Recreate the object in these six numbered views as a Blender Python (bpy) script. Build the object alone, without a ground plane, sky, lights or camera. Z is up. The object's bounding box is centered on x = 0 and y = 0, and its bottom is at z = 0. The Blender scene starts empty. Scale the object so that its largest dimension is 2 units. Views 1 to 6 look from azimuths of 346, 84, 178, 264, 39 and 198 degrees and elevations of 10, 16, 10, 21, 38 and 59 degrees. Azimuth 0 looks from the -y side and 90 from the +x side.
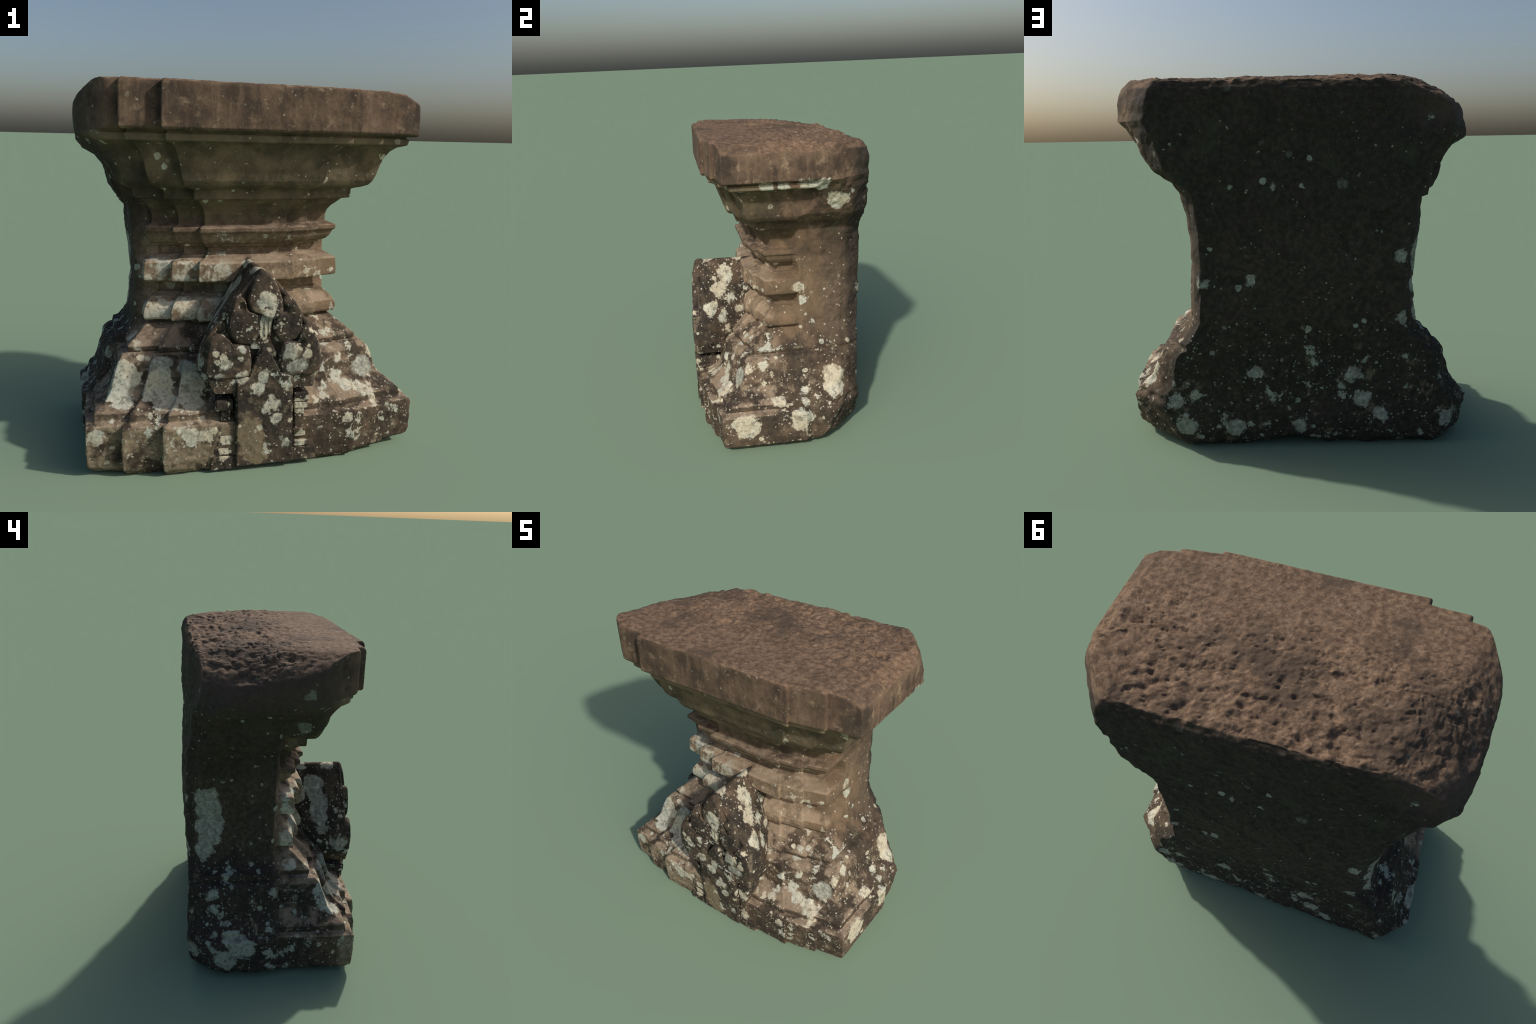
# A weathered, carved sandstone pilaster pedestal with a leaf-shaped niche on its front.
import bpy, bmesh, math
import numpy as np

SEED = 7
# ------------------------------------------------------------------ noise
_rng = np.random.default_rng(SEED)
_perm = _rng.permutation(256)
_perm = np.concatenate([_perm, _perm, _perm])
_grad = _rng.normal(size=(256, 3))
_grad /= np.linalg.norm(_grad, axis=1)[:, None]


def noise3(P, scale, off=0.0):
    """Vectorised gradient noise, about -0.7..0.7."""
    Q = P * scale + np.array([13.7, 41.3, 7.9]) + off
    I = np.floor(Q).astype(int)
    F = Q - I
    U = F * F * F * (F * (F * 6 - 15) + 10)
    I &= 255
    out = np.zeros(len(P))
    for dx in (0, 1):
        for dy in (0, 1):
            for dz in (0, 1):
                h = _perm[_perm[_perm[I[:, 0] + dx] + I[:, 1] + dy] + I[:, 2] + dz]
                g = _grad[h]
                d = (g * (F - np.array([dx, dy, dz]))).sum(1)
                w = ((U[:, 0] if dx else 1 - U[:, 0]) * (U[:, 1] if dy else 1 - U[:, 1])
                     * (U[:, 2] if dz else 1 - U[:, 2]))
                out += d * w
    return out


def fbm(P, scale, octaves=4, gain=0.5, off=0.0):
    a, s, out = 1.0, scale, np.zeros(len(P))
    for k in range(octaves):
        out += a * noise3(P, s, off + 17.3 * k)
        a *= gain
        s *= 2.03
    return out


def sstep(a, b, x):
    t = np.clip((x - a) / (b - a), 0, 1)
    return t * t * (3 - 2 * t)


def curve(table):
    t = np.array(table, float)
    t = t[np.argsort(t[:, 0])]
    return lambda z: np.interp(z, t[:, 0], t[:, 1])


# ------------------------------------------------------------------ the moulded profile
# (half width at the outermost front corner, height), from the ground up
PROFILE = [
    (0.890, 0.000), (0.914, 0.030), (0.920, 0.080), (0.921, 0.248), (0.916, 0.266), (0.878, 0.273), (0.872, 0.279),
    (0.870, 0.310), (0.862, 0.320), (0.826, 0.336), (0.794, 0.358), (0.768, 0.395), (0.752, 0.440),
    (0.740, 0.480), (0.720, 0.535), (0.694, 0.560), (0.652, 0.566), (0.658, 0.572), (0.660, 0.598), (0.640, 0.612),
    (0.608, 0.640), (0.566, 0.674), (0.530, 0.700), (0.522, 0.708), (0.556, 0.716), (0.565, 0.730),
    (0.566, 0.758), (0.558, 0.782), (0.538, 0.812), (0.512, 0.838), (0.490, 0.846), (0.486, 0.856), (0.468, 0.860), (0.466, 0.903),
    (0.496, 0.915), (0.498, 0.927), (0.548, 0.934), (0.561, 0.942), (0.563, 0.960), (0.558, 1.036),
    (0.549, 1.047), (0.515, 1.054), (0.492, 1.062), (0.488, 1.072), (0.466, 1.076), (0.466, 1.116),
    (0.490, 1.122), (0.491, 1.134), (0.512, 1.145), (0.531, 1.172), (0.540, 1.200), (0.553, 1.212),
    (0.552, 1.236), (0.530, 1.243), (0.508, 1.248), (0.507, 1.290), (0.515, 1.320), (0.532, 1.348),
    (0.560, 1.378), (0.575, 1.390), (0.610, 1.396), (0.617, 1.404), (0.617, 1.448), (0.640, 1.455),
    (0.672, 1.462), (0.700, 1.474), (0.722, 1.500), (0.735, 1.530), (0.752, 1.590), (0.768, 1.630),
    (0.790, 1.665), (0.820, 1.688), (0.850, 1.698), (0.868, 1.703), (0.874, 1.710), (0.877, 1.738),
    (0.862, 1.744), (0.860, 1.752), (0.900, 1.757), (0.914, 1.768), (0.915, 1.800), (0.912, 1.925), (0.910, 1.980),
    (0.903, 1.994), (0.890, 2.000),
]
# the plain left flank, the rough right rear flank and the back
LEFT_X = curve([(0, .895), (.04, .925), (.248, .930), (.262, .920), (.272, .888), (.306, .882), (.318, .868), (.345, .838),
                (.40, .815), (.48, .797), (.535, .778), (.552, .760), (.560, .722), (.566, .730), (.598, .726), (.606, .695),
                (.64, .655), (.68, .635), (.76, .628), (.91, .620), (1.04, .622), (1.17, .636), (1.29, .645), (1.345, .655),
                (1.352, .690), (1.385, .696), (1.393, .715), (1.44, .740), (1.48, .752), (1.546, .765), (1.61, .805),
                (1.655, .885), (1.663, .892), (1.70, .922), (1.80, .930), (1.88, .928), (1.95, .915), (2.0, .890)])
RIGHT_REAR_X = curve([(0, .850), (.05, .872), (.20, .880), (.248, .895), (.264, .892), (.272, .874), (.308, .868), (.32, .855), (.36, .808), (.43, .778),
                      (.535, .730), (.555, .708), (.562, .662), (.598, .660), (.608, .640), (.66, .60), (.72, .570), (.83, .565), (1.0, .556),
                      (1.19, .558), (1.29, .572), (1.38, .596), (1.43, .635), (1.51, .735), (1.60, .79),
                      (1.67, .840), (1.72, .878), (1.76, .915), (1.85, .922), (1.95, .912), (2.0, .895)])
BACK_Y = curve([(0, .455), (.04, .495), (.10, .510), (.18, .517), (.30, .518), (.50, .526), (.80, .545), (1.1, .548),
                (1.43, .545), (1.7, .542), (1.88, .545), (1.95, .535), (2.0, .515)])
BACK_TILT = curve([(0, .025), (.3, .020), (.5, .005), (.8, -.005), (1.3, -.015), (1.45, -.03), (1.6, -.045), (1.75, -.035), (2.0, -.030)])
# how far the two rear corners are knocked off (x cut, y cut)
CORNER_R = curve([(0, .27), (.12, .24), (.22, .20), (.30, .16), (.45, .10), (.65, .06), (1.3, .06), (1.5, .08), (1.7, .13), (1.8, .18),
                  (2.0, .20)])
CORNER_RY = curve([(0, .25), (.12, .23), (.22, .20), (.30, .17), (.45, .14), (.65, .13), (1.3, .12), (1.5, .10), (1.7, .17), (1.8, .23),
                   (2.0, .26)])
CORNER_L = curve([(0, .18), (.15, .16), (.30, .11), (.60, .08), (.72, .080), (1.35, .080), (1.5, .10), (1.8, .12), (1.92, .16), (2.0, .18)])
DIAG_LEFT = curve([(1.28, .64), (1.40, .625), (1.47, .675), (1.60, .745), (1.69, .815), (1.72, .858), (2.0, .858)])
RECESS_END_RIGHT = 0.115
RECESS_END_LEFT = -0.015


def top_height(x, y):
    z = 1.994 - 0.010 * (x + 0.5)
    z = z - 0.010 * np.clip((x - 0.70) / 0.15, 0, 1) - 0.040 * np.clip((x - 0.83) / 0.08, 0, 1.2)
    z = z - 0.004 * np.exp(-((x - 0.15) / 0.38) ** 2 - ((y + 0.20) / 0.13) ** 2)     # worn dish near the front
    return z - (0.046 - 0.014 * x) * sstep(0.05, 0.50, y) - 0.010 * sstep(0.45, 0.56, y)


def break_left_corner(P):
    """The rear left top corner is broken off along a sloping face."""
    k = 0.014
    for n, c, z0 in (((-0.45, 0.20, 0.88), 2.042, 1.0), ((-0.868, 0.480, 0.35), 1.474, 1.45)):
        n = np.array(n)
        n = n / np.linalg.norm(n)
        d = P @ n - c
        push = np.where(d > 4 * k, d, k * np.log1p(np.exp(np.clip(d / k, -30, 30))))
        push = push * (P[..., 0] < 0) * sstep(z0 - 0.08, z0 + 0.06, P[..., 2])
        P = P - push[..., None] * n
    return P


def bottom_height(x, y):
    z = 0.002 + 0.036 * sstep(0.5, 0.95, x) + 0.020 * sstep(-0.7, -0.9, x)
    z = z + 0.045 * np.exp(-((x - 0.03) / 0.14) ** 2) * sstep(0.1, 0.4, y)
    return z


def resample(profile, step):
    P = np.array(profile, float)
    seg = np.linalg.norm(np.diff(P, axis=0), axis=1)
    out = []
    for i, L in enumerate(seg):
        n = max(1, int(math.ceil(L / step)))
        for k in range(n):
            out.append(P[i] + (P[i + 1] - P[i]) * k / n)
    out.append(P[-1])
    return np.array(out)


SEGS = [170, 9, 32, 9, 32, 56, 10, 52, 18, 250, 18, 78, 12, 40, 32, 9, 32, 9]


def plan(x2, z, zr):
    """One horizontal section: key points of the redented plan, then evenly filled segments."""
    p = (x2 - 0.556) / 0.355
    ky = 0.240 if z > 0.72 else 0.340
    x0 = 0.02 * p if p > 0 else 0.0
    xc, x1, xo = 0.27 + 0.25 * p, 0.415 + 0.305 * p, 0.560 + 0.340 * p
    if p < 0:                                           # the necks are cut in deeper at the front than at the side
        ky = 0.42
    yc, y1, y2 = -0.202 - ky * p, -0.158 - ky * 0.98 * p, -0.100 - (ky + .006) * p
    if z > 1.39:                                        # the cornice and slab stand further out
        w = float(sstep(1.745, 1.754, z)) * 0.018 + float(sstep(1.60, 1.70, z)) * 0.006
        yc, y1, y2 = yc - w, y1 - w, y2 - w
    sl = 0.036
    xr, xl, yb = RIGHT_REAR_X(zr), LEFT_X(zr), BACK_Y(zr)
    tilt = BACK_TILT(zr)
    cx, cy = CORNER_R(zr), CORNER_RY(zr)
    lowL = sstep(0.72, 0.60, zr)                       # below the shaft the mouldings wrap round the left flank
    xoL = xo + (xl - x0 - xo) * lowL * (0.15 + 0.45 * sstep(0.36, 0.26, zr))
    hiL = sstep(1.48, 1.66, zr)
    xoL = xoL + (xl - 0.012 + x0 - xoL) * hiL
    fr = sstep(1.44, 1.62, z)
    er = RECESS_END_RIGHT + 0.10 * fr
    if z < 0.70:
        xr = 0.5 * (xr + x0 + xo) if z < 0.60 else xr
    F = lambda x, y: (x, y + sl * x)
    rs = 0.020                                          # risers are shallow on the right, deeper on the left
    rl = 0.040
    ybr, ybl = yb - tilt * (xr - cx), yb + tilt * xl
    xs = xo - 0.014 * min(1.0, max(0.0, -p / 0.22))     # and the slots on the right side are undercut
    K = [F(x0 - xc, yc), F(x0 + xc, yc), F(x0 + xc, yc + rs), F(x0 + x1, y1), F(x0 + x1, y1 + rs), F(x0 + xs, y2),
         (x0 + xs, er), (xr, er + 0.035),
         (xr, ybr - cy), (xr - cx, ybr), (-xl + 0.9 * CORNER_L(zr), ybl - 0.006), (-xl, ybl - CORNER_L(zr)),
         (-xl + 0.015, RECESS_END_LEFT + 0.02), (x0 - xoL, RECESS_END_LEFT - 0.01),
         F(x0 - xoL, y2), F(x0 - x1, y1 + rl), F(x0 - x1, y1), F(x0 - xc, yc + rl)]
    K = np.array(K)
    pts, rear = [], []
    w = {6: (0, 1), 7: (1, 1), 8: (1, 1), 9: (1, 1), 10: (1, 1), 11: (1, 1), 12: (1, 0)}
    for i, n in enumerate(SEGS):
        a, b = K[i], K[(i + 1) % len(K)]
        t = np.arange(n) / n
        pts.append(a + (b - a) * t[:, None])
        r0, r1 = w.get(i, (0, 0))
        rear.append(r0 + (r1 - r0) * t)
    XY = np.vstack(pts)
    R = np.concatenate(rear)
    # the front left end above the shaft is broken off along a slanting face
    if z > 1.28:
        c = DIAG_LEFT(z)
        d = XY[:, 0] * -0.83 + XY[:, 1] * -0.555 - c
        k = 0.012
        push = np.where(d > 4 * k, d, k * np.log1p(np.exp(np.clip(d / k, -30, 30))))
        push = np.where(XY[:, 0] < -0.2, push, 0)
        XY = XY + push[:, None] * np.array([0.83, 0.555])
    return XY, R


def build_body():
    rows = resample(PROFILE, 0.0062)
    z = rows[:, 1]
    # rear faces use a smoothed height so that flat ledges at the front do not bunch the rows there
    k = 14
    zp = np.concatenate([2 * z[0] - z[1:k + 1][::-1], z, 2 * z[-1] - z[-k - 1:-1][::-1]])
    zs = np.convolve(zp, np.ones(2 * k + 1) / (2 * k + 1), 'valid')
    zs = np.clip(zs, 0, 2.0)
    zs = zs + (np.linspace(0, 2, len(zs)) - zs) * 0.02
    zs[0], zs[-1] = 0, 2
    n = sum(SEGS)
    V = np.zeros((len(rows), n, 3))
    for i, (x2, zz) in enumerate(rows):
        XY, R = plan(x2, zz, zs[i])
        V[i, :, :2] = XY
        V[i, :, 2] = zz + (zs[i] - zz) * R
    # wear: round all arrises slightly
    for it in range(1):
        W = V.copy()
        W[:, :, :] += 0.15 * (np.roll(V, 1, 1) + np.roll(V, -1, 1) - 2 * V)
        W[1:-1] += 0.15 * (V[2:] + V[:-2] - 2 * V[1:-1])
        V = W
    X, Y, Z = V[..., 0], V[..., 1], V[..., 2]
    t = np.clip((Z - 1.60) / 0.40, 0, 1)
    Z = Z - (2.0 - top_height(X, Y)) * t * t
    b = np.clip((0.20 - Z) / 0.20, 0, 1)
    Z = Z + bottom_height(X, Y) * b * b
    V[..., 2] = Z
    # the middle of the back is slightly full
    V[..., 1] += 0.020 * np.exp(-((X - 0.08) / 0.38) ** 2) * sstep(0.5, 0.75, Z) * sstep(1.5, 1.25, Z) * (V[..., 1] > 0.45)
    # and falls away at the broken upper left end
    V[..., 1] -= 0.050 * sstep(-0.40, -0.75, X) * sstep(1.62, 1.78, Z) * sstep(0.15, 0.40, V[..., 1])
    # caps: shrink the end rings towards a spine
    def cap(ring, steps, zfun):
        sx = np.clip(ring[:, 0], -0.62, 0.62)
        sp = np.stack([sx * 0.9, np.full(len(sx), 0.05)], 1)
        out = []
        for s in steps:
            q = ring[:, :2] + (sp - ring[:, :2]) * s
            zz = zfun(q[:, 0], q[:, 1])
            zz = zz + (ring[:, 2] - zfun(ring[:, 0], ring[:, 1])) * (1 - s) ** 3
            out.append(np.column_stack([q, zz]))
        return np.array(out)
    top = cap(V[-1], np.linspace(0, 1, 92)[1:], top_height)
    bot = cap(V[0], np.linspace(0, 1, 14)[1:], bottom_height)
    G = np.concatenate([bot[::-1], V, top])
    G = break_left_corner(G)
    m = G.shape[0]
    # ---- relief
    du = np.roll(G, -1, 1) - np.roll(G, 1, 1)
    dv = np.zeros_like(G)
    dv[1:-1] = G[2:] - G[:-2]
    dv[0], dv[-1] = G[1] - G[0], G[-1] - G[-2]
    N = np.cross(du, dv)
    N /= np.maximum(np.linalg.norm(N, axis=2), 1e-9)[..., None]
    for _ in range(3):
        N = (N + np.roll(N, 1, 1) + np.roll(N, -1, 1))
        N[1:-1] = N[1:-1] + N[2:] + N[:-2]
        N /= np.maximum(np.linalg.norm(N, axis=2), 1e-9)[..., None]
    P = G.reshape(-1, 3)
    Nf = N.reshape(-1, 3)
    x, y, z = P.T
    rough = sstep(0.10, 0.40, y) + 0.8 * sstep(-0.62, -0.75, x) * sstep(-0.35, 0.0, y) + 0.12 * sstep(0.75, 0.2, z)
    rough = np.clip(rough, 0, 1)
    istop = sstep(0.6, 0.9, Nf[:, 2]) * (z > 1.6)
    d = 0.0030 * fbm(P, 7, 3) + 0.0012 * fbm(P, 38, 2)
    d += rough * (0.018 * fbm(P, 4.0, 3, off=5) + 0.0095 * fbm(P, 13, 3, off=9))
    # chipped rims: bites along arrises
    d -= 0.010 * sstep(0.25, 0.6, fbm(P, 9, 2, off=31)) * (0.15 + rough)
    # the base is more weathered
    d += sstep(0.72, 0.4, z) * (0.005 * fbm(P, 24, 3, off=3)) * (1 - istop)
    # pitted top
    pit_zone = istop * (0.15 + 1.0 * sstep(-0.28, 0.12, y + 0.12 * fbm(P, 3, 2, off=77)))
    Pw = P * np.array([0.8, 1.25, 1.0])
    pits = sstep(0.10, 0.55, fbm(Pw, 20, 3, off=51))
    pits2 = sstep(0.28, 0.6, fbm(Pw, 8.5, 2, off=61))
    d += pit_zone * (0.010 * fbm(P, 7, 3, off=41) + 0.009 * fbm(P, 19, 3, off=45) - 0.009 * pits - 0.012 * pits2)
    d += istop * (0.0025 * fbm(P, 40, 2, off=14))
    P = P + Nf * d[:, None]
    P[:, 2] = np.maximum(P[:, 2], 0.0)
    return P.reshape(m, n, 3), len(bot), len(V)


def grid_faces(m, n, i0=0, i1=None):
    i1 = m - 1 if i1 is None else i1
    i = np.arange(i0, i1)[:, None]
    j = np.arange(n)[None, :]
    a = i * n + j
    b = i * n + (j + 1) % n
    return np.stack([a, b, b + n, a + n], -1).reshape(-1, 4)


def mesh_from(name, V, faces_list):
    me = bpy.data.meshes.new(name)
    loops, starts, totals = [], [], []
    pos = 0
    for F in faces_list:
        k = F.shape[1]
        loops.append(F.reshape(-1))
        starts.append(pos + k * np.arange(len(F)))
        totals.append(np.full(len(F), k))
        pos += F.size
    loops = np.concatenate(loops)
    starts = np.concatenate(starts)
    me.vertices.add(len(V))
    me.vertices.foreach_set('co', np.ascontiguousarray(V, dtype=np.float32).reshape(-1))
    me.loops.add(len(loops))
    me.loops.foreach_set('vertex_index', loops.astype(np.int32))
    me.polygons.add(len(starts))
    me.polygons.foreach_set('loop_start', starts.astype(np.int32))
    me.update(calc_edges=True)
    me.validate()
    me.polygons.foreach_set('use_smooth', np.ones(len(me.polygons), dtype=bool))
    me.update()
    return me


def add_object(name, me, parent, mat):
    ob = bpy.data.objects.new(name, me)
    bpy.context.scene.collection.objects.link(ob)
    ob.parent = parent
    if mat:
        me.materials.append(mat)
    return ob


def vertex_normals(P, Q):
    T = np.concatenate([Q[:, [0, 1, 2]], Q[:, [0, 2, 3]]])
    fn = np.cross(P[T[:, 1]] - P[T[:, 0]], P[T[:, 2]] - P[T[:, 0]])
    N = np.zeros_like(P)
    for k in range(3):
        for c in range(3):
            N[:, c] += np.bincount(T[:, k], fn[:, c], minlength=len(P))
    return N / np.maximum(np.linalg.norm(N, axis=1), 1e-12)[:, None]


def split_rows(G, cuts, names, parent, mat):
    """Cut one smooth grid into named bands that keep the whole body's normals."""
    m, n = G.shape[:2]
    P = G.reshape(-1, 3)
    allN = vertex_normals(P, grid_faces(m, n))
    for name, (a, b) in zip(names, cuts):
        sub = G[a:b + 1].reshape(-1, 3)
        me = mesh_from(name, sub, [grid_faces(b - a + 1, n)])
        if len(me.vertices) == len(sub):
            me.normals_split_custom_set_from_vertices(allN[a * n:(b + 1) * n].tolist())
        add_object(name, me, parent, mat)


# ------------------------------------------------------------------ niche relief
def spline(pts, n, closed=True):
    """Catmull-Rom through control points, evenly resampled to n points."""
    P = np.array(pts, float)
    N = len(P)
    out = []
    for i in range(N if closed else N - 1):
        idx = [(i - 1), i, (i + 1), (i + 2)]
        idx = [j % N for j in idx] if closed else [min(max(j, 0), N - 1) for j in idx]
        p0, p1, p2, p3 = P[idx]
        for t in np.linspace(0, 1, 14, endpoint=False):
            out.append(0.5 * ((2 * p1) + (-p0 + p2) * t + (2 * p0 - 5 * p1 + 4 * p2 - p3) * t ** 2
                              + (-p0 + 3 * p1 - 3 * p2 + p3) * t ** 3))
    out = np.array(out)
    return even(out, n, closed)


def even(pts, n, closed=True):
    Q = np.vstack([pts, pts[:1]]) if closed else np.array(pts, float)
    s = np.concatenate([[0], np.cumsum(np.linalg.norm(np.diff(Q, axis=0), axis=1))])
    t = np.linspace(0, s[-1], n, endpoint=not closed)
    return np.column_stack([np.interp(t, s, Q[:, 0]), np.interp(t, s, Q[:, 1])])


def pillow(name, outline, y_back, y_front, parent, mat, edge=0.35, rough=0.003, lean=0.0, zc=None, n=150, dome=0.0,
           groove=None, taper=None, grow=1.0):
    """A raised, round-edged relief shape: outline in the x-z plane, walls run back to y_back."""
    O = even(np.array(outline, float), n)
    O = O.mean(0) + (O - O.mean(0)) * grow
    area = 0.5 * np.sum(O[:, 0] * np.roll(O[:, 1], -1) - np.roll(O[:, 0], -1) * O[:, 1])
    if area < 0:
        O = O[::-1]
    c = O.mean(0)
    ext = O.max(0) - O.min(0)
    ax = int(ext[1] > ext[0])
    slack = max(0.0, 0.5 * (ext[ax] - ext[1 - ax])) * 0.9
    T = np.tile(c, (n, 1))
    T[:, ax] = np.clip(O[:, ax], O[:, ax].min() + ext[ax] / 2 - slack, O[:, ax].min() + ext[ax] / 2 + slack)
    rings = []
    depth = y_back - y_front
    size = np.sqrt(abs(area))
    wall = max(3, int(depth / 0.008))
    rad = min(edge * size * 0.5, depth * 0.9)
    for k in range(wall + 1):
        t = k / wall
        rings.append((1.0, y_back + (y_front + rad - y_back) * t))
    r_in = rad / (0.5 * size) * 0.55
    for a in np.linspace(0, math.pi / 2, 9)[1:]:
        rings.append((1 - r_in * (1 - math.cos(a)), y_front + rad * (1 - math.sin(a))))
    s_end = rings[-1][0]
    steps = max(6, int(size * 0.5 / 0.008))
    for s in np.linspace(s_end, 0.0, steps)[1:]:
        rings.append((s, y_front))
    V = []
    for s, yy in rings:
        q = T + (O - T) * s
        V.append(np.column_stack([q[:, 0], np.full(n, yy), q[:, 1]]))
    G = np.array(V)
    for _ in range(2):
        W = G.copy()
        W += 0.25 * (np.roll(G, 1, 1) + np.roll(G, -1, 1) - 2 * G)
        G = W
    P = G.reshape(-1, 3)
    f = sstep(y_back - depth * 0.4, y_front + rad * 0.2, P[:, 1])
    rr = np.linalg.norm(P[:, [0, 2]] - c, axis=1) / (0.7 * size)
    P[:, 1] -= dome * np.clip(1 - rr ** 2, 0, 1) * f
    if groove:
        for gx, gz, gr, gd in groove:
            P[:, 1] += gd * np.exp(-((P[:, 0] - gx) ** 2 + (P[:, 2] - gz) ** 2) / gr ** 2) * f
    if taper:                                          # flanks close in towards the back
        tx, y_a, s_left, s_right = taper
        k = np.maximum(0, P[:, 1] - y_a)
        side = np.where(P[:, 0] < tx, s_left, s_right)
        P[:, 0] = tx + (P[:, 0] - tx) * np.clip(1 - side * k, 0.5, 1)
    if lean:
        P[:, 1] += lean * (P[:, 2] - (c[1] if zc is None else zc)) * f
    P[:, 1] -= (rough * 2 * fbm(P, 12, 3, off=c[0]) + rough * fbm(P, 40, 2)) * f
    P[:, 0] += rough * 1.2 * fbm(P, 14, 2, off=70)
    P[:, 2] += rough * 1.2 * fbm(P, 14, 2, off=90)
    F = grid_faces(len(rings), n)[:, ::-1]
    me = mesh_from(name, P, [F])
    bm = bmesh.new()
    bm.from_mesh(me)
    bmesh.ops.remove_doubles(bm, verts=bm.verts, dist=2e-4)
    bm.to_mesh(me)
    bm.free()
    return add_object(name, me, parent, mat)


def rim(name, path, y, radius, parent, mat, n=90, sides=12):
    """A rounded moulding swept along a path in the x-z plane."""
    Q = spline(path, n, closed=False)
    T = np.gradient(Q, axis=0)
    T /= np.linalg.norm(T, axis=1)[:, None]
    N = np.column_stack([-T[:, 1], T[:, 0]])
    V = []
    for k in range(n):
        a = 2 * math.pi * np.arange(sides) / sides
        end = min(1.0, (min(k, n - 1 - k) + 0.05) / 6.0) ** 0.5
        r = radius * end
        o = Q[k] + N[k] * (np.cos(a) * r)[:, None]
        lean = 0.05 * (Q[k, 1] - 0.8)
        V.append(np.column_stack([o[:, 0], y + lean + np.sin(a) * r * 0.9, o[:, 1]]))
    P = np.vstack(V)
    P = P + 0.004 * np.column_stack([noise3(P, 17), noise3(P, 15, 40), noise3(P, 17, 80)])
    j = np.arange(sides)
    caps = np.stack([j[::-1], (n - 1) * sides + j])
    me = mesh_from(name, P, [grid_faces(n, sides), caps])
    bm = bmesh.new()
    bm.from_mesh(me)
    bmesh.ops.recalc_face_normals(bm, faces=bm.faces)
    bm.to_mesh(me)
    bm.free()
    return add_object(name, me, parent, mat)


# ------------------------------------------------------------------ materials
# where the larger lichen colonies sit: (x, y, z, radius)
CREAM_ON_NICHE = [
    (.02, -.58, .92, .050), (.03, -.58, .85, .026), (-.07, -.59, .78, .027), (-.18, -.59, .60, .030),
    (-.11, -.58, .67, .030), (-.04, -.56, .66, .025), (.01, -.58, .52, .036), (-.10, -.58, .51, .026),
    (-.02, -.58, .45, .036), (.06, -.58, .40, .030), (.04, -.58, .35, .030), (.08, -.58, .28, .032),
    (.27, -.57, .38, .030), (.10, -.32, .98, .06), (.18, -.37, .89, .055), (.25, -.44, .75, .05),
    (.20, -.30, .81, .04), (.26, -.37, .69, .035),
    (.023, -.55, .79, .032), (.023, -.55, .74, .026), (.045, -.55, .68, .020), (.072, -.55, .63, .016),
    (-.18, -.56, .17, .034), (-.19, -.56, .11, .028), (.22, -.56, .33, .040), (.22, -.56, .18, .028), (.23, -.56, .12, .026)]
GREY_ON_NICHE = [(.16, -.60, .64, .058), (.19, -.60, .57, .052), (.14, -.60, .70, .034), (-.10, -.33, .95, .060), (-.13, -.34, .88, .060),
                 (-.18, -.36, .81, .066), (-.20, -.37, .74, .060), (-.23, -.39, .67, .060), (-.28, -.48, .59, .060)]
TAN_ON_NICHE = [(-.05, -.58, .20, .085), (-.02, -.58, .10, .07)]
CREAM_ON_BASE = [
    (-.68, -.32, .46, .090), (-.71, -.37, .39, .080), (-.50, -.39, .42, .090), (-.48, -.43, .36, .070), (-.34, -.43, .42, .080),
    (-.34, -.46, .36, .060), (.42, -.38, .47, .034), (.40, -.42, .38, .030), (.37, -.43, .42, .030), (.55, -.38, .36, .030),
    (.65, -.39, .35, .066), (.52, -.34, .50, .034), (.49, -.36, .42, .035), (.45, -.22, .63, .026), (.49, -.20, .66, .030),
    (-.37, -.55, .22, .046), (-.84, -.49, .21, .045), (.51, -.53, .23, .030), (.80, -.46, .24, .030), (-.61, -.28, .62, .045),
    (-.27, -.56, .21, .046)]
CREAM_ON_BANDS = [(-.14, -.22, 1.01, .048), (.34, -.20, .79, .030), (.15, -.21, .99, .020)]
CREAM_ON_RIGHT = [
    (.76, .32, .43, .060), (.80, .32, .35, .060), (.82, .13, .36, .034), (.93, -.28, .20, .085), (.93, .09, .21, .074),
    (.74, -.13, .52, .032), (.77, -.08, .47, .025), (.74, -.23, .50, .030), (.57, .14, .98, .044), (.57, .16, .89, .034),
    (.57, .32, 1.0, .027), (.79, .37, 1.60, .066), (.83, .33, 1.63, .034), (.87, -.05, .33, .040)]
CREAM_ON_FILLET = [(.88, .16, 1.725, .055), (.88, .02, 1.725, .045), (.88, -.07, 1.725, .045), (.88, .25, 1.725, .05)]
CREAM_ON_LEFT = [(-.82, .38, .52, .044), (-.84, .38, .43, .040), (-.93, .26, .29, .070), (-.93, .21, .22, .080),
                 (-.93, .30, .13, .070), (-.84, .04, .46, .034), (-.93, -.12, .22, .036), (-.66, .37, 1.41, .024)]
GREY_ON_FLANKS = [(-.62, .42, 1.07, .070), (-.62, .41, .98, .075), (-.62, .40, .89, .084), (-.62, .41, .80, .070), (-.62, .42, .73, .066), (-.81, -.15, .51, .058),
                  (-.93, -.40, .22, .054), (-.50, -.34, .51, .070), (-.35, -.37, .50, .060), (.67, -.29, .43, .066)]
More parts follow.
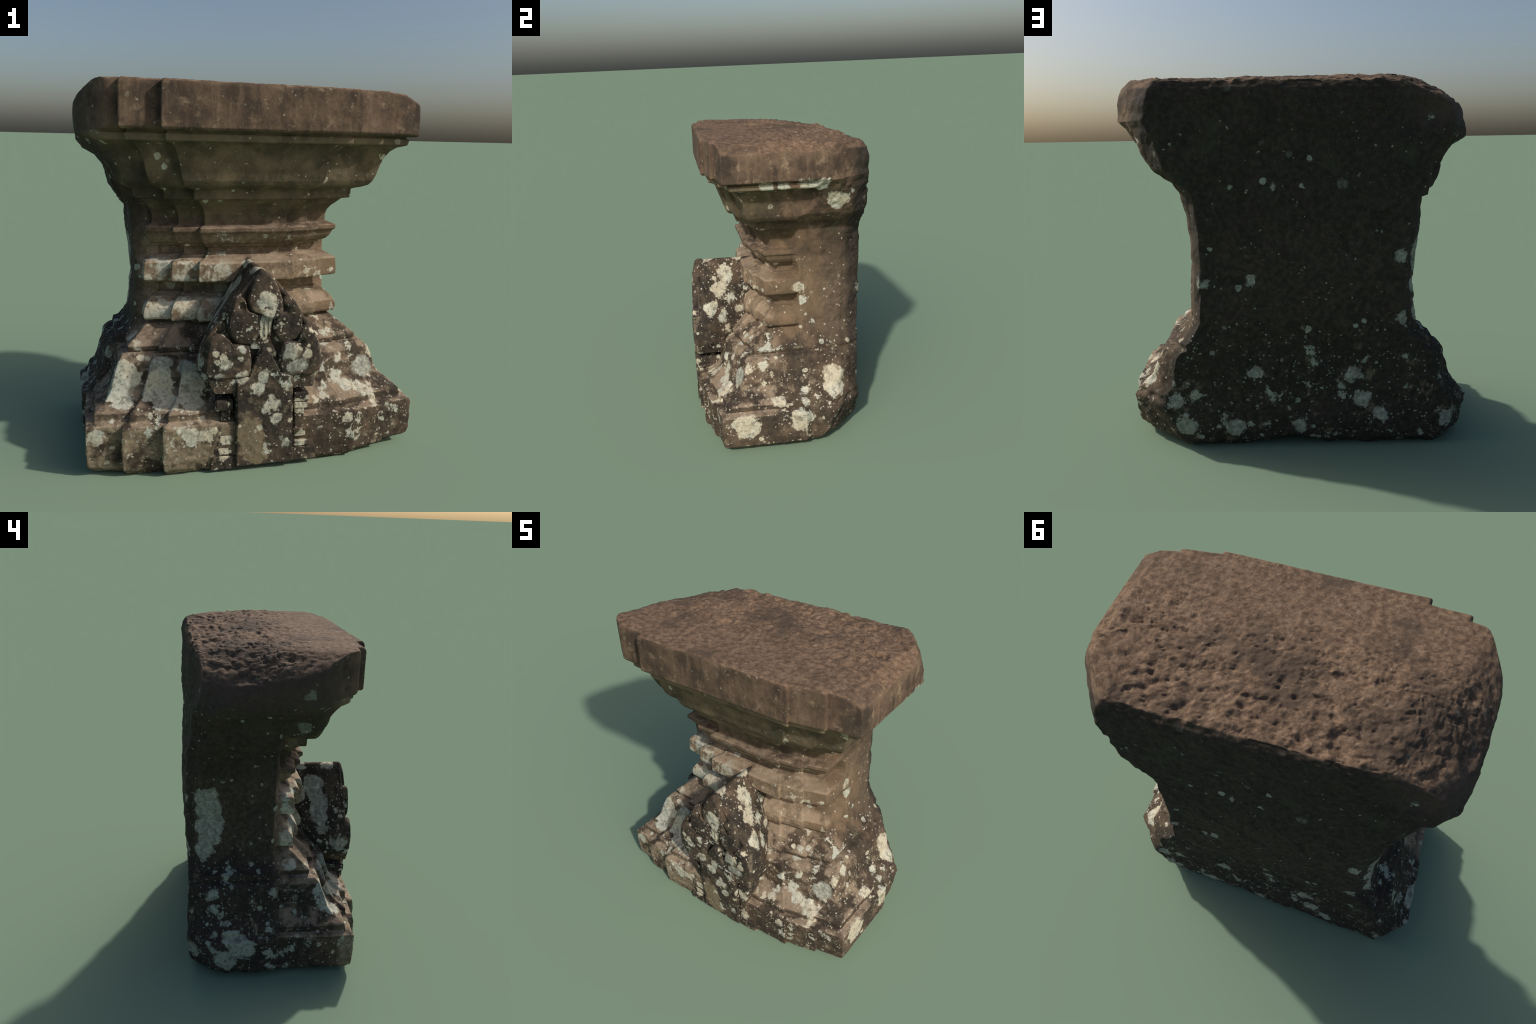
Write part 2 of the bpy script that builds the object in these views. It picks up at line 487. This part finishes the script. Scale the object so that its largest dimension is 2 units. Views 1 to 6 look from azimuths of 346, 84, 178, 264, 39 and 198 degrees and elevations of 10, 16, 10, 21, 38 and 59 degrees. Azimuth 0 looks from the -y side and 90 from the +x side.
GREY_ON_BACK = [
    (.23, .56, .42, .046), (-.30, .56, .42, .050), (-.34, .57, .28, .054), (-.43, .57, .19, .060), (-.57, .57, .34, .050),
    (.66, .49, .28, .047), (.55, .51, .31, .028), (-.29, .56, 1.70, .024), (.12, .56, 1.42, .016), (.25, .56, .95, .030),
    (.48, .54, .93, .024), (-.55, .55, .71, .036), (.60, .48, .15, .060), (.34, .52, .13, .046), (-.81, .52, .16, .064),
    (-.53, .56, 1.04, .032), (-.15, .57, .35, .026), (-.03, .55, .18, .026)]


class Graph:
    """Small helper that writes shader nodes as expressions."""

    def __init__(self, name):
        self.mat = bpy.data.materials.new(name)
        self.mat.use_nodes = True
        self.t = self.mat.node_tree
        self.bsdf = self.t.nodes['Principled BSDF']
        self.P = self.new('ShaderNodeTexCoord').outputs['Object']
        sep = self.new('ShaderNodeSeparateXYZ')
        self.t.links.new(self.P, sep.inputs[0])
        self.x, self.y, self.z = sep.outputs
        geo = self.new('ShaderNodeNewGeometry')
        sn = self.new('ShaderNodeSeparateXYZ')
        self.t.links.new(geo.outputs['Normal'], sn.inputs[0])
        self.nz = sn.outputs[2]

    def new(self, kind):
        return self.t.nodes.new(kind)

    def put(self, sock, v):
        if isinstance(v, bpy.types.NodeSocket):
            self.t.links.new(v, sock)
        elif isinstance(v, tuple) and len(v) == 3 and sock.type == 'RGBA':
            sock.default_value = (*v, 1)
        else:
            sock.default_value = v

    def m(self, op, a, b=0.0, c=0.0, clamp=False):
        n = self.new('ShaderNodeMath')
        n.operation = op
        n.use_clamp = clamp
        for s, v in zip(n.inputs, (a, b, c)):
            self.put(s, v)
        return n.outputs[0]

    def add(self, a, b): return self.m('ADD', a, b)
    def sub(self, a, b): return self.m('SUBTRACT', a, b)
    def mul(self, a, b): return self.m('MULTIPLY', a, b)
    def inv(self, a): return self.m('SUBTRACT', 1.0, a)

    def step(self, v, a, b, lo=0.0, hi=1.0):
        n = self.new('ShaderNodeMapRange')
        n.interpolation_type = 'SMOOTHSTEP'
        flip = a > b
        for s, q in zip(n.inputs, (v, min(a, b), max(a, b), hi if flip else lo, lo if flip else hi)):
            self.put(s, q)
        return n.outputs[0]

    def vec(self, op, a, b, out=0):
        n = self.new('ShaderNodeVectorMath')
        n.operation = op
        self.put(n.inputs[0], a)
        if op == 'SCALE':
            self.put(n.inputs['Scale'], b)
        else:
            self.put(n.inputs[1], b)
        return n.outputs['Value'] if op == 'DISTANCE' else n.outputs[0]

    def noise(self, scale, detail=4.0, rough=0.55, p=None, colour=False):
        n = self.new('ShaderNodeTexNoise')
        self.put(n.inputs['Vector'], p or self.P)
        n.inputs['Scale'].default_value = scale
        n.inputs['Detail'].default_value = detail
        n.inputs['Roughness'].default_value = rough
        return n.outputs['Color' if colour else 'Fac']

    def stretch(self, v):
        return self.vec('MULTIPLY', self.P, v)

    def voronoi(self, scale, p):
        n = self.new('ShaderNodeTexVoronoi')
        self.put(n.inputs['Vector'], p)
        n.inputs['Scale'].default_value = scale
        sep = self.new('ShaderNodeSeparateColor')
        self.t.links.new(n.outputs['Color'], sep.inputs[0])
        return n.outputs['Distance'], sep.outputs[0], sep.outputs[1]

    def mix(self, f, a, b, kind='MIX'):
        n = self.new('ShaderNodeMix')
        n.data_type = 'RGBA'
        n.blend_type = kind
        self.put(n.inputs[0], f)
        self.put(n.inputs[6], a)
        self.put(n.inputs[7], b)
        return n.outputs[2]

    def colonies(self, spots, p, ragged):
        """Signed distance to a set of round colonies with a ragged rim, as a 0..1 mask."""
        d = None
        for (x, y, z, r) in spots:
            q = self.sub(self.vec('DISTANCE', p, (x, y, z)), r)
            d = q if d is None else self.m('MINIMUM', d, q)
        return self.step(self.add(d, ragged), 0.005, -0.006)

    def discs(self, scale, p, r_lo, r_hi, density):
        d, a, b = self.voronoi(scale, p)
        rad = self.add(self.mul(a, r_hi - r_lo), r_lo)
        edge = self.step(self.sub(d, rad), 0.05, -0.05)
        return self.mul(edge, self.step(self.sub(density, b), -0.02, 0.02))


def stone(name, niche):
    g = Graph(name)
    P, x, y, z = g.P, g.x, g.y, g.z
    big = g.noise(2.6, 3)
    mid = g.noise(7.0, 6, 0.62)
    fine = g.noise(34.0, 6, 0.68)
    grain = g.noise(150.0, 3, 0.7)
    streak = g.noise(1.0, 5, 0.6, g.stretch((22.0, 22.0, 3.5)))
    wob = g.vec('SCALE', g.vec('SUBTRACT', g.noise(9.0, 5, 0.65, colour=True), (0.5, 0.5, 0.5)), 0.11)
    Pw = g.vec('ADD', P, wob)
    wob2 = g.vec('SCALE', g.vec('SUBTRACT', g.noise(30.0, 3, 0.6, colour=True), (0.5, 0.5, 0.5)), 0.030)
    Pw2 = g.vec('ADD', P, wob2)

    # ---- masks of where things grow
    low = g.step(g.add(z, g.mul(g.sub(mid, .5), .5)), 0.80, 0.52)
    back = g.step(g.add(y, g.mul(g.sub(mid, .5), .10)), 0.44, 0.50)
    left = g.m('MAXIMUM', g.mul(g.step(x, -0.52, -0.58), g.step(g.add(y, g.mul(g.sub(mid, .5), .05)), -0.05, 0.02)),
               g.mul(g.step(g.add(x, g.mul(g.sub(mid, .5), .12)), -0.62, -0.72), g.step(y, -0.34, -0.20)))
    top = g.mul(g.step(g.nz, 0.35, 0.7), g.step(z, 1.80, 1.88))
    slab = g.step(z, 1.735, 1.765)
    cornice = g.mul(g.step(z, 1.22, 1.32), g.inv(slab))
    front = g.step(y, 0.02, -0.08)
    mids = g.mul(g.step(z, 0.62, 0.74), g.step(z, 1.26, 1.16))
    shaft_r = g.mul(g.mul(g.step(x, .38, .50), g.step(z, .50, .66)),
                    g.mul(g.step(z, 1.46, 1.30), g.step(g.add(y, g.mul(g.sub(mid, .5), .16)), .36, .26)))

    # ---- bare stone
    brown = g.mix(g.step(mid, .36, .66), (.068, .046, .033), (.150, .100, .066))
    brown = g.mix(g.mul(g.step(streak, .50, .72), .55), brown, (.200, .140, .092))
    brown = g.mix(g.mul(g.step(g.noise(15.0, 8, .78), .54, .66), .7), brown, (.275, .200, .132))
    brown = g.mix(g.mul(g.step(g.noise(11.0, 8, .75), .47, .36), .65), brown, (.048, .038, .029))
    brown = g.mix(g.mul(g.step(streak, .46, .30), .55), brown, (.050, .039, .030))
    tan = g.mix(g.step(fine, .35, .7), (.180, .128, .082), (.370, .280, .185))
    tan = g.mix(g.mul(g.step(g.noise(5.0, 6, .66), .47, .62), .60), tan, (.100, .070, .046))
    orange = g.mix(g.step(mid, .35, .7), (.105, .073, .046), (.190, .128, .078))
    olive = g.mix(g.step(mid, .35, .68), (.080, .065, .040), (.185, .140, .084))
    pink = g.mix(g.step(fine, .34, .70), (.096, .062, .040), (.225, .148, .095))
    pink = g.mix(g.mul(g.step(big, .50, .38), .7), pink, (.072, .052, .037))
    pink = g.mix(g.mul(g.step(g.noise(24.0, 6, .75), .56, .68), .55), pink, (.30, .205, .14))
    crust = g.mix(g.step(fine, .35, .75), (.026, .022, .018), (.060, .049, .037))
    crust_r = g.mix(g.step(mid, .40, .68), (.040, .031, .023), (.108, .077, .051))
    crust_r = g.mix(g.mul(g.step(fine, .50, .70), .35), crust_r, (.170, .125, .082))
    col = brown
    col = g.mix(g.mul(g.mul(cornice, front), .75), col, olive)
    col = g.mix(g.mul(mids, .75), col, tan)
    col = g.mix(g.mul(shaft_r, .85), col, orange)
    stain = g.mul(g.mul(g.step(x, .36, .48), g.step(g.add(y, g.mul(g.sub(mid, .5), .30)), .24, .36)),
                  g.mul(g.step(z, .50, .64), g.step(z, 1.56, 1.40)))
    col = g.mix(g.mul(stain, .75), col, (.062, .045, .033))
    col = g.mix(g.mul(g.mul(g.step(z, 1.697, 1.707), g.step(z, 1.750, 1.742)), g.mul(front, .45)), col, (.235, .180, .115))
    col = g.mix(g.mul(low, .80), col, crust_r)
    dark_streak = g.mul(g.step(g.noise(3.4, 6, .62, g.stretch((1.0, 1.0, .55))), .52, .62), g.inv(top))
    col = g.mix(g.mul(dark_streak, g.add(.50, g.mul(mids, -.35))), col, crust)
    col = g.mix(g.m('MAXIMUM', g.mul(back, .93), g.mul(left, .85)), col, crust)
    # brown stone still shows on the ends of the slab
    col = g.mix(g.mul(g.mul(g.step(z, 1.62, 1.80), g.mul(left, g.inv(back))), .55), col, (.095, .068, .053))
    col = g.mix(top, col, pink)
    if niche:
        col = g.mix(g.step(mid, .44, .70), crust, (.100, .070, .047))

    # ---- algae: greenish in the sheltered cornice and around the niche
    green = g.mul(g.step(g.noise(5.5, 5, .6), .54, .68), g.inv(top))
    col = g.mix(g.mul(green, g.add(.16, g.mul(cornice, .30))), col, (.058, .062, .036))

    # ---- lichens
    ragged = g.add(g.mul(g.sub(g.noise(8.5, 2, .5), .5), .09), g.mul(g.sub(g.noise(27.0, 6, .68), .5), .085))
    flake = g.mul(g.step(g.noise(60.0, 5, .72), .34, .50), g.step(g.noise(16.0, 6, .7), .36, .47, .25, 1.0))
    halo = g.noise(3.3, 4)
    spots = (CREAM_ON_NICHE if niche else
             CREAM_ON_BASE + CREAM_ON_BANDS + CREAM_ON_RIGHT + CREAM_ON_FILLET + CREAM_ON_LEFT)
    greys = GREY_ON_NICHE if niche else GREY_ON_FLANKS + GREY_ON_BACK
    cream = g.colonies(spots, Pw2, ragged)
    grey = g.colonies(greys, Pw2, ragged)
    if niche:
        spread = 0.36
        dens_l, dens_s, dens_d = g.step(halo, .38, .66, .05, .42), .16, .34
    else:
        spread = None
        lowf = g.mul(low, g.inv(g.mul(back, .35)))
        dens_l = g.add(g.mul(lowf, g.step(halo, .38, .64, .04, .44)), g.mul(g.mul(mids, front), .14))
        dens_s = g.add(g.add(g.mul(lowf, .11), g.mul(g.m('MAXIMUM', back, left), .024)),
                       g.mul(g.add(g.mul(cornice, .06), g.mul(mids, .10)), g.inv(back)))
        dens_d = g.add(g.mul(lowf, .28), .05)
        nt = g.inv(g.m('MAXIMUM', top, g.mul(slab, .8)))
        dens_l, dens_s, dens_d = g.mul(dens_l, nt), g.mul(dens_s, nt), g.mul(dens_d, nt)
    blot = g.noise(8.0, 8, .66, Pw2)
    large = g.m('MAXIMUM', g.discs(8.5, Pw, .18, .42, g.mul(dens_l, .6)),
                g.mul(g.step(g.add(blot, g.mul(dens_l, .16)), .635, .665), g.step(dens_l, .02, .08)))
    small = g.discs(22.0, Pw2, .18, .46, dens_s)
    dots = g.discs(58.0, Pw2, .12, .42, dens_d)
    scurf = g.mul(g.step(g.noise(11.0, 8, .72), .56, .64), (0.55 if niche else g.mul(lowf, .75)))
    if not niche:
        # the left ends of the bands are crusted; the plinth at the left carries a tan wash
        ledge = g.add(g.mul(g.step(z, .915, .935), g.step(z, 1.065, 1.045)), g.mul(g.step(z, .70, .72), g.step(z, .85, .83)))
        crusted = g.mul(g.mul(ledge, g.step(x, -.02, -.22)), g.step(y, -.02, -.06))
        crusted = g.mul(crusted, g.step(g.add(g.noise(10.0, 6, .66), g.mul(g.step(x, -.1, -.5), .05)), .50, .57))
        ledge_highlight = g.mul(g.mul(g.step(g.nz, .25, .6), g.step(z, 1.3, 1.2)), g.mul(front, g.step(mid, .40, .56)))  # up-facing ledge tops painted paler to show sunlight falling on them
        wash = g.mul(g.mul(g.step(x, -.05, -.25), g.step(z, .32, .26)), g.mul(g.step(y, -.38, -.42), g.step(mid, .38, .52)))
        col = g.mix(g.mul(wash, .8), col, g.mix(g.step(fine, .35, .7), (.175, .135, .088), (.33, .265, .175)))
        col = g.mix(g.mul(ledge_highlight, .55), col, (.36, .275, .19))
        cream = g.m('MAXIMUM', cream, crusted)
    m_cream = g.m('MAXIMUM', cream, g.m('MAXIMUM', small, g.m('MAXIMUM', g.mul(large, .95), g.mul(dots, .8))))
    m_cream = g.mul(m_cream, g.add(.30, g.mul(flake, .70)))
    m_grey = g.mul(grey, g.add(.55, g.mul(flake, .45)))
    tint = g.noise(6.0, 2)
    cream_c = g.mix(g.step(tint, .38, .62), (.46, .41, .30), (.40, .41, .34))
    cream_c = g.mix(g.mul(g.step(fine, .42, .66), .5), cream_c, (.64, .60, .47))
    grey_c = g.mix(g.step(fine, .35, .68), (.20, .20, .165), (.40, .40, .33))
    col = g.mix(g.mul(scurf, .60), col, (.31, .245, .165))
    if niche:
        col = g.mix(g.mul(g.colonies(TAN_ON_NICHE, Pw2, ragged), .65), col, (.25, .195, .12))
    col = g.mix(m_grey, col, grey_c)
    # on the back and left flank the colony colour is mixed towards a darker grey-green
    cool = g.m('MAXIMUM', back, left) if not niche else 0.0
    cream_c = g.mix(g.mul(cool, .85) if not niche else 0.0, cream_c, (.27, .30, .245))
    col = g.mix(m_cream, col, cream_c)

    # ---- grain
    salt = g.step(g.noise(95.0, 4, .75), .58, .74)
    bare = g.inv(g.m('MAXIMUM', m_cream, m_grey))
    col = g.mix(g.mul(g.mul(salt, bare), g.add(.10, g.mul(g.m('MAXIMUM', slab, top), .16))), col, (.40, .32, .24))
    col = g.mix(1.0, col, g.mix(grain, (.70, .70, .70), (1.32, 1.32, 1.32)), 'MULTIPLY')
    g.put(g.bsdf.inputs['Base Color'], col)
    g.put(g.bsdf.inputs['Roughness'], .92)
    g.put(g.bsdf.inputs['Specular IOR Level'], .18)
    h = g.add(g.mul(fine, .5), g.mul(grain, .25))
    b = g.new('ShaderNodeBump')
    b.inputs['Strength'].default_value = 0.55
    b.inputs['Distance'].default_value = 0.006
    g.put(b.inputs['Height'], h)
    g.put(g.bsdf.inputs['Normal'], b.outputs[0])
    return g.mat


def make_materials():
    return stone('weathered_sandstone', False), stone('lichened_sandstone', True)



def main():
    thing = bpy.data.objects.new('stone_pedestal', None)
    bpy.context.scene.collection.objects.link(thing)
    thing['label'] = 'weathered carved sandstone pedestal with lichen and leaf-shaped niche'
    thing['category'] = 'stone pedestal'
    body_mat, niche_mat = make_materials()

    G, nb, nv = build_body()
    rows = resample(PROFILE, 0.0062)
    zrow = rows[:, 1]
    cut_z = [0.29, 0.585, 0.709, 0.836, 0.921, 1.060, 1.128, 1.2445, 1.397, 1.7495]
    names = ['plinth', 'flared_base', 'lower_neck', 'lower_band', 'shaft_neck', 'middle_band', 'shaft_neck', 'upper_band',
             'shaft_neck', 'cornice', 'capstone']
    idx = [nb + int(np.searchsorted(zrow, c)) for c in cut_z]
    e = [0] + idx + [len(G) - 1]
    split_rows(G, list(zip(e[:-1], e[1:])), names, thing, body_mat)

    # pointed gable slab standing in front of the base
    half = [(0.335, .52), (0.338, .60), (.322, .67), (.296, .728), (.255, .785), (.194, .865), (.138, .935),
            (.080, 1.000), (.042, 1.038), (.018, 1.056), (0.0, 1.058)]
    x0 = 0.012
    right = [(x0 + a * 0.95, b) for a, b in half]
    left = [(x0 - a * 0.97, b) for a, b in half[::-1]][1:]
    outline = [(.26, .455), (.295, .475)] + right + left + [(-.27, .475), (-.235, .455)]
    pillow('gable', outline, -0.10, -0.520, thing, niche_mat, edge=0.06, n=330, lean=0.05, zc=.8, rough=0.004,
           taper=(x0, -0.45, 1.1, 1.75))
    # raised rim following the slopes of the gable
    for path in (right[1:], left[:-1]):
        c = np.array([x0, 0.70])
        rim('rim', [tuple(c + (np.array(q) - c) * 0.955) for q in path], -0.520, 0.014, thing, niche_mat)
    leaf = dict(edge=0.32, rough=0.003, n=130, grow=1.07)
    yb = -0.480
    pillow('leaf_crest', spline([(.011, 1.056), (.062, 1.012), (.096, .951), (.112, .882), (.104, .834), (.063, .816),
                                 (.023, .826), (-.018, .846), (-.05, .862), (-.069, .905), (-.060, .957), (-.034, 1.015)],
                                130), yb, -0.548, thing, niche_mat, dome=0.009, lean=0.12, **leaf)
    pillow('leaf_lobe', spline([(-.138, .918), (-.115, .928), (-.087, .908), (-.08, .874), (-.066, .853), (-.026, .835),
                                (-.019, .787), (-.015, .742), (-.031, .702), (-.07, .684), (-.118, .695), (-.155, .729),
                                (-.173, .774), (-.170, .83), (-.155, .885)], 130),
           yb, -0.558, thing, niche_mat, dome=0.008, groove=[(-.105, .885, .018, .03)], **leaf)
    pillow('leaf_lobe', spline([(.114, .905), (.146, .918), (.179, .892), (.204, .846), (.214, .797), (.212, .735),
                                (.169, .700), (.12, .69), (.087, .713), (.073, .754), (.072, .803), (.098, .842)], 130),
           yb, -0.558, thing, niche_mat, dome=0.008, groove=[(.118, .865, .02, .03)], **leaf)
    pillow('leaf_lobe', spline([(-.262, .714), (-.225, .737), (-.194, .731), (-.166, .71), (-.15, .689), (-.118, .683),
                                (-.072, .672), (-.062, .635), (-.050, .564), (-.059, .521), (-.131, .512), (-.25, .516),
                                (-.295, .538), (-.291, .599), (-.280, .667)], 130),
           yb, -0.569, thing, niche_mat, dome=0.008, groove=[(-.165, .69, .03, .02)], **leaf)
    pillow('leaf_lobe', spline([(.124, .688), (.200, .690), (.207, .740), (.238, .760), (.274, .740), (.306, .685),
                                (.322, .625), (.320, .541), (.29, .507), (.134, .512), (.100, .542), (.100, .605),
                                (.114, .65)], 130),
           yb, -0.569, thing, niche_mat, dome=0.008, groove=[(.205, .69, .02, .02)], **leaf)
    # central stem with flutes, splitting into a flame
    pillow('stem', spline([(-.018, .835), (.023, .845), (.064, .832), (.062, .78), (.052, .735), (.062, .69), (.092, .63),
                           (.105, .56), (.080, .60), (.048, .655), (.022, .690), (-.01, .675), (-.045, .655), (-.070, .66),
                           (-.030, .70), (.001, .735), (-.013, .78)], 150),
           yb, -0.543, thing, niche_mat, edge=0.5, rough=0.002, n=150)
    for sx in (-.002, .023, .047):
        pillow('stem_flute', spline([(sx - .008, .73), (sx, .715), (sx + .008, .73), (sx + .010, .79), (sx + .007, .815),
                                     (sx, .822), (sx - .007, .815), (sx - .010, .79)], 60),
               yb, -0.548, thing, niche_mat, edge=0.9, rough=0.001, n=60)
    # plain door panel running up into a flame, lintels and foot of the niche
    pillow('door_panel', [(-.128, .02), (.185, .022), (.178, .30), (.172, .505), (.105, .525), (.090, .560), (.070, .600),
                          (.046, .640), (.022, .664), (.004, .662), (-.022, .630), (-.040, .590), (-.050, .550), (-.062, .515),
                          (-.131, .50), (-.128, .25)],
           -0.40, -0.576, thing, niche_mat, edge=0.10, n=320, rough=0.003)
    pillow('lintel', [(-.282, .520), (-.240, .428), (-.12, .428), (-.12, .520)], -0.30, -0.562, thing, niche_mat, edge=0.15,
           n=120, rough=0.003)
    pillow('lintel', [(.16, .520), (.16, .436), (.285, .436), (.308, .520)], -0.30, -0.560, thing, niche_mat, edge=0.15,
           n=120, rough=0.003)
    pillow('foot_block', [(-.262, .012), (-.11, .012), (-.11, .082), (-.255, .086)], -0.40, -0.566, thing, niche_mat,
           edge=0.15, n=110, rough=0.003)
    pillow('foot_block', [(.16, .022), (.318, .026), (.312, .098), (.16, .100)], -0.40, -0.561, thing, niche_mat,
           edge=0.15, n=110, rough=0.003)
    # the little colonnettes in the slots
    col = dict(edge=0.35, rough=0.002, n=70)
    box = lambda a, b, c, d: [(a, c), (b, c), (b, d), (a, d)]
    for x_a, x_b, z_a, z_b, yf in [(-.230, -.142, .332, .388, -.556), (-.205, -.152, .195, .335, -.545),
                                   (-.228, -.140, .142, .200, -.560), (-.240, -.145, .092, .130, -.560),
                                   (.186, .268, .352, .402, -.556), (.190, .262, .318, .350, -.558),
                                   (.192, .246, .200, .320, -.552), (.184, .256, .160, .207, -.560),
                                   (.186, .276, .104, .136, -.560)]:
        pillow('colonnette_block', box(x_a, x_b, z_a, z_b), -0.40, yf, thing, niche_mat, **col)


main()
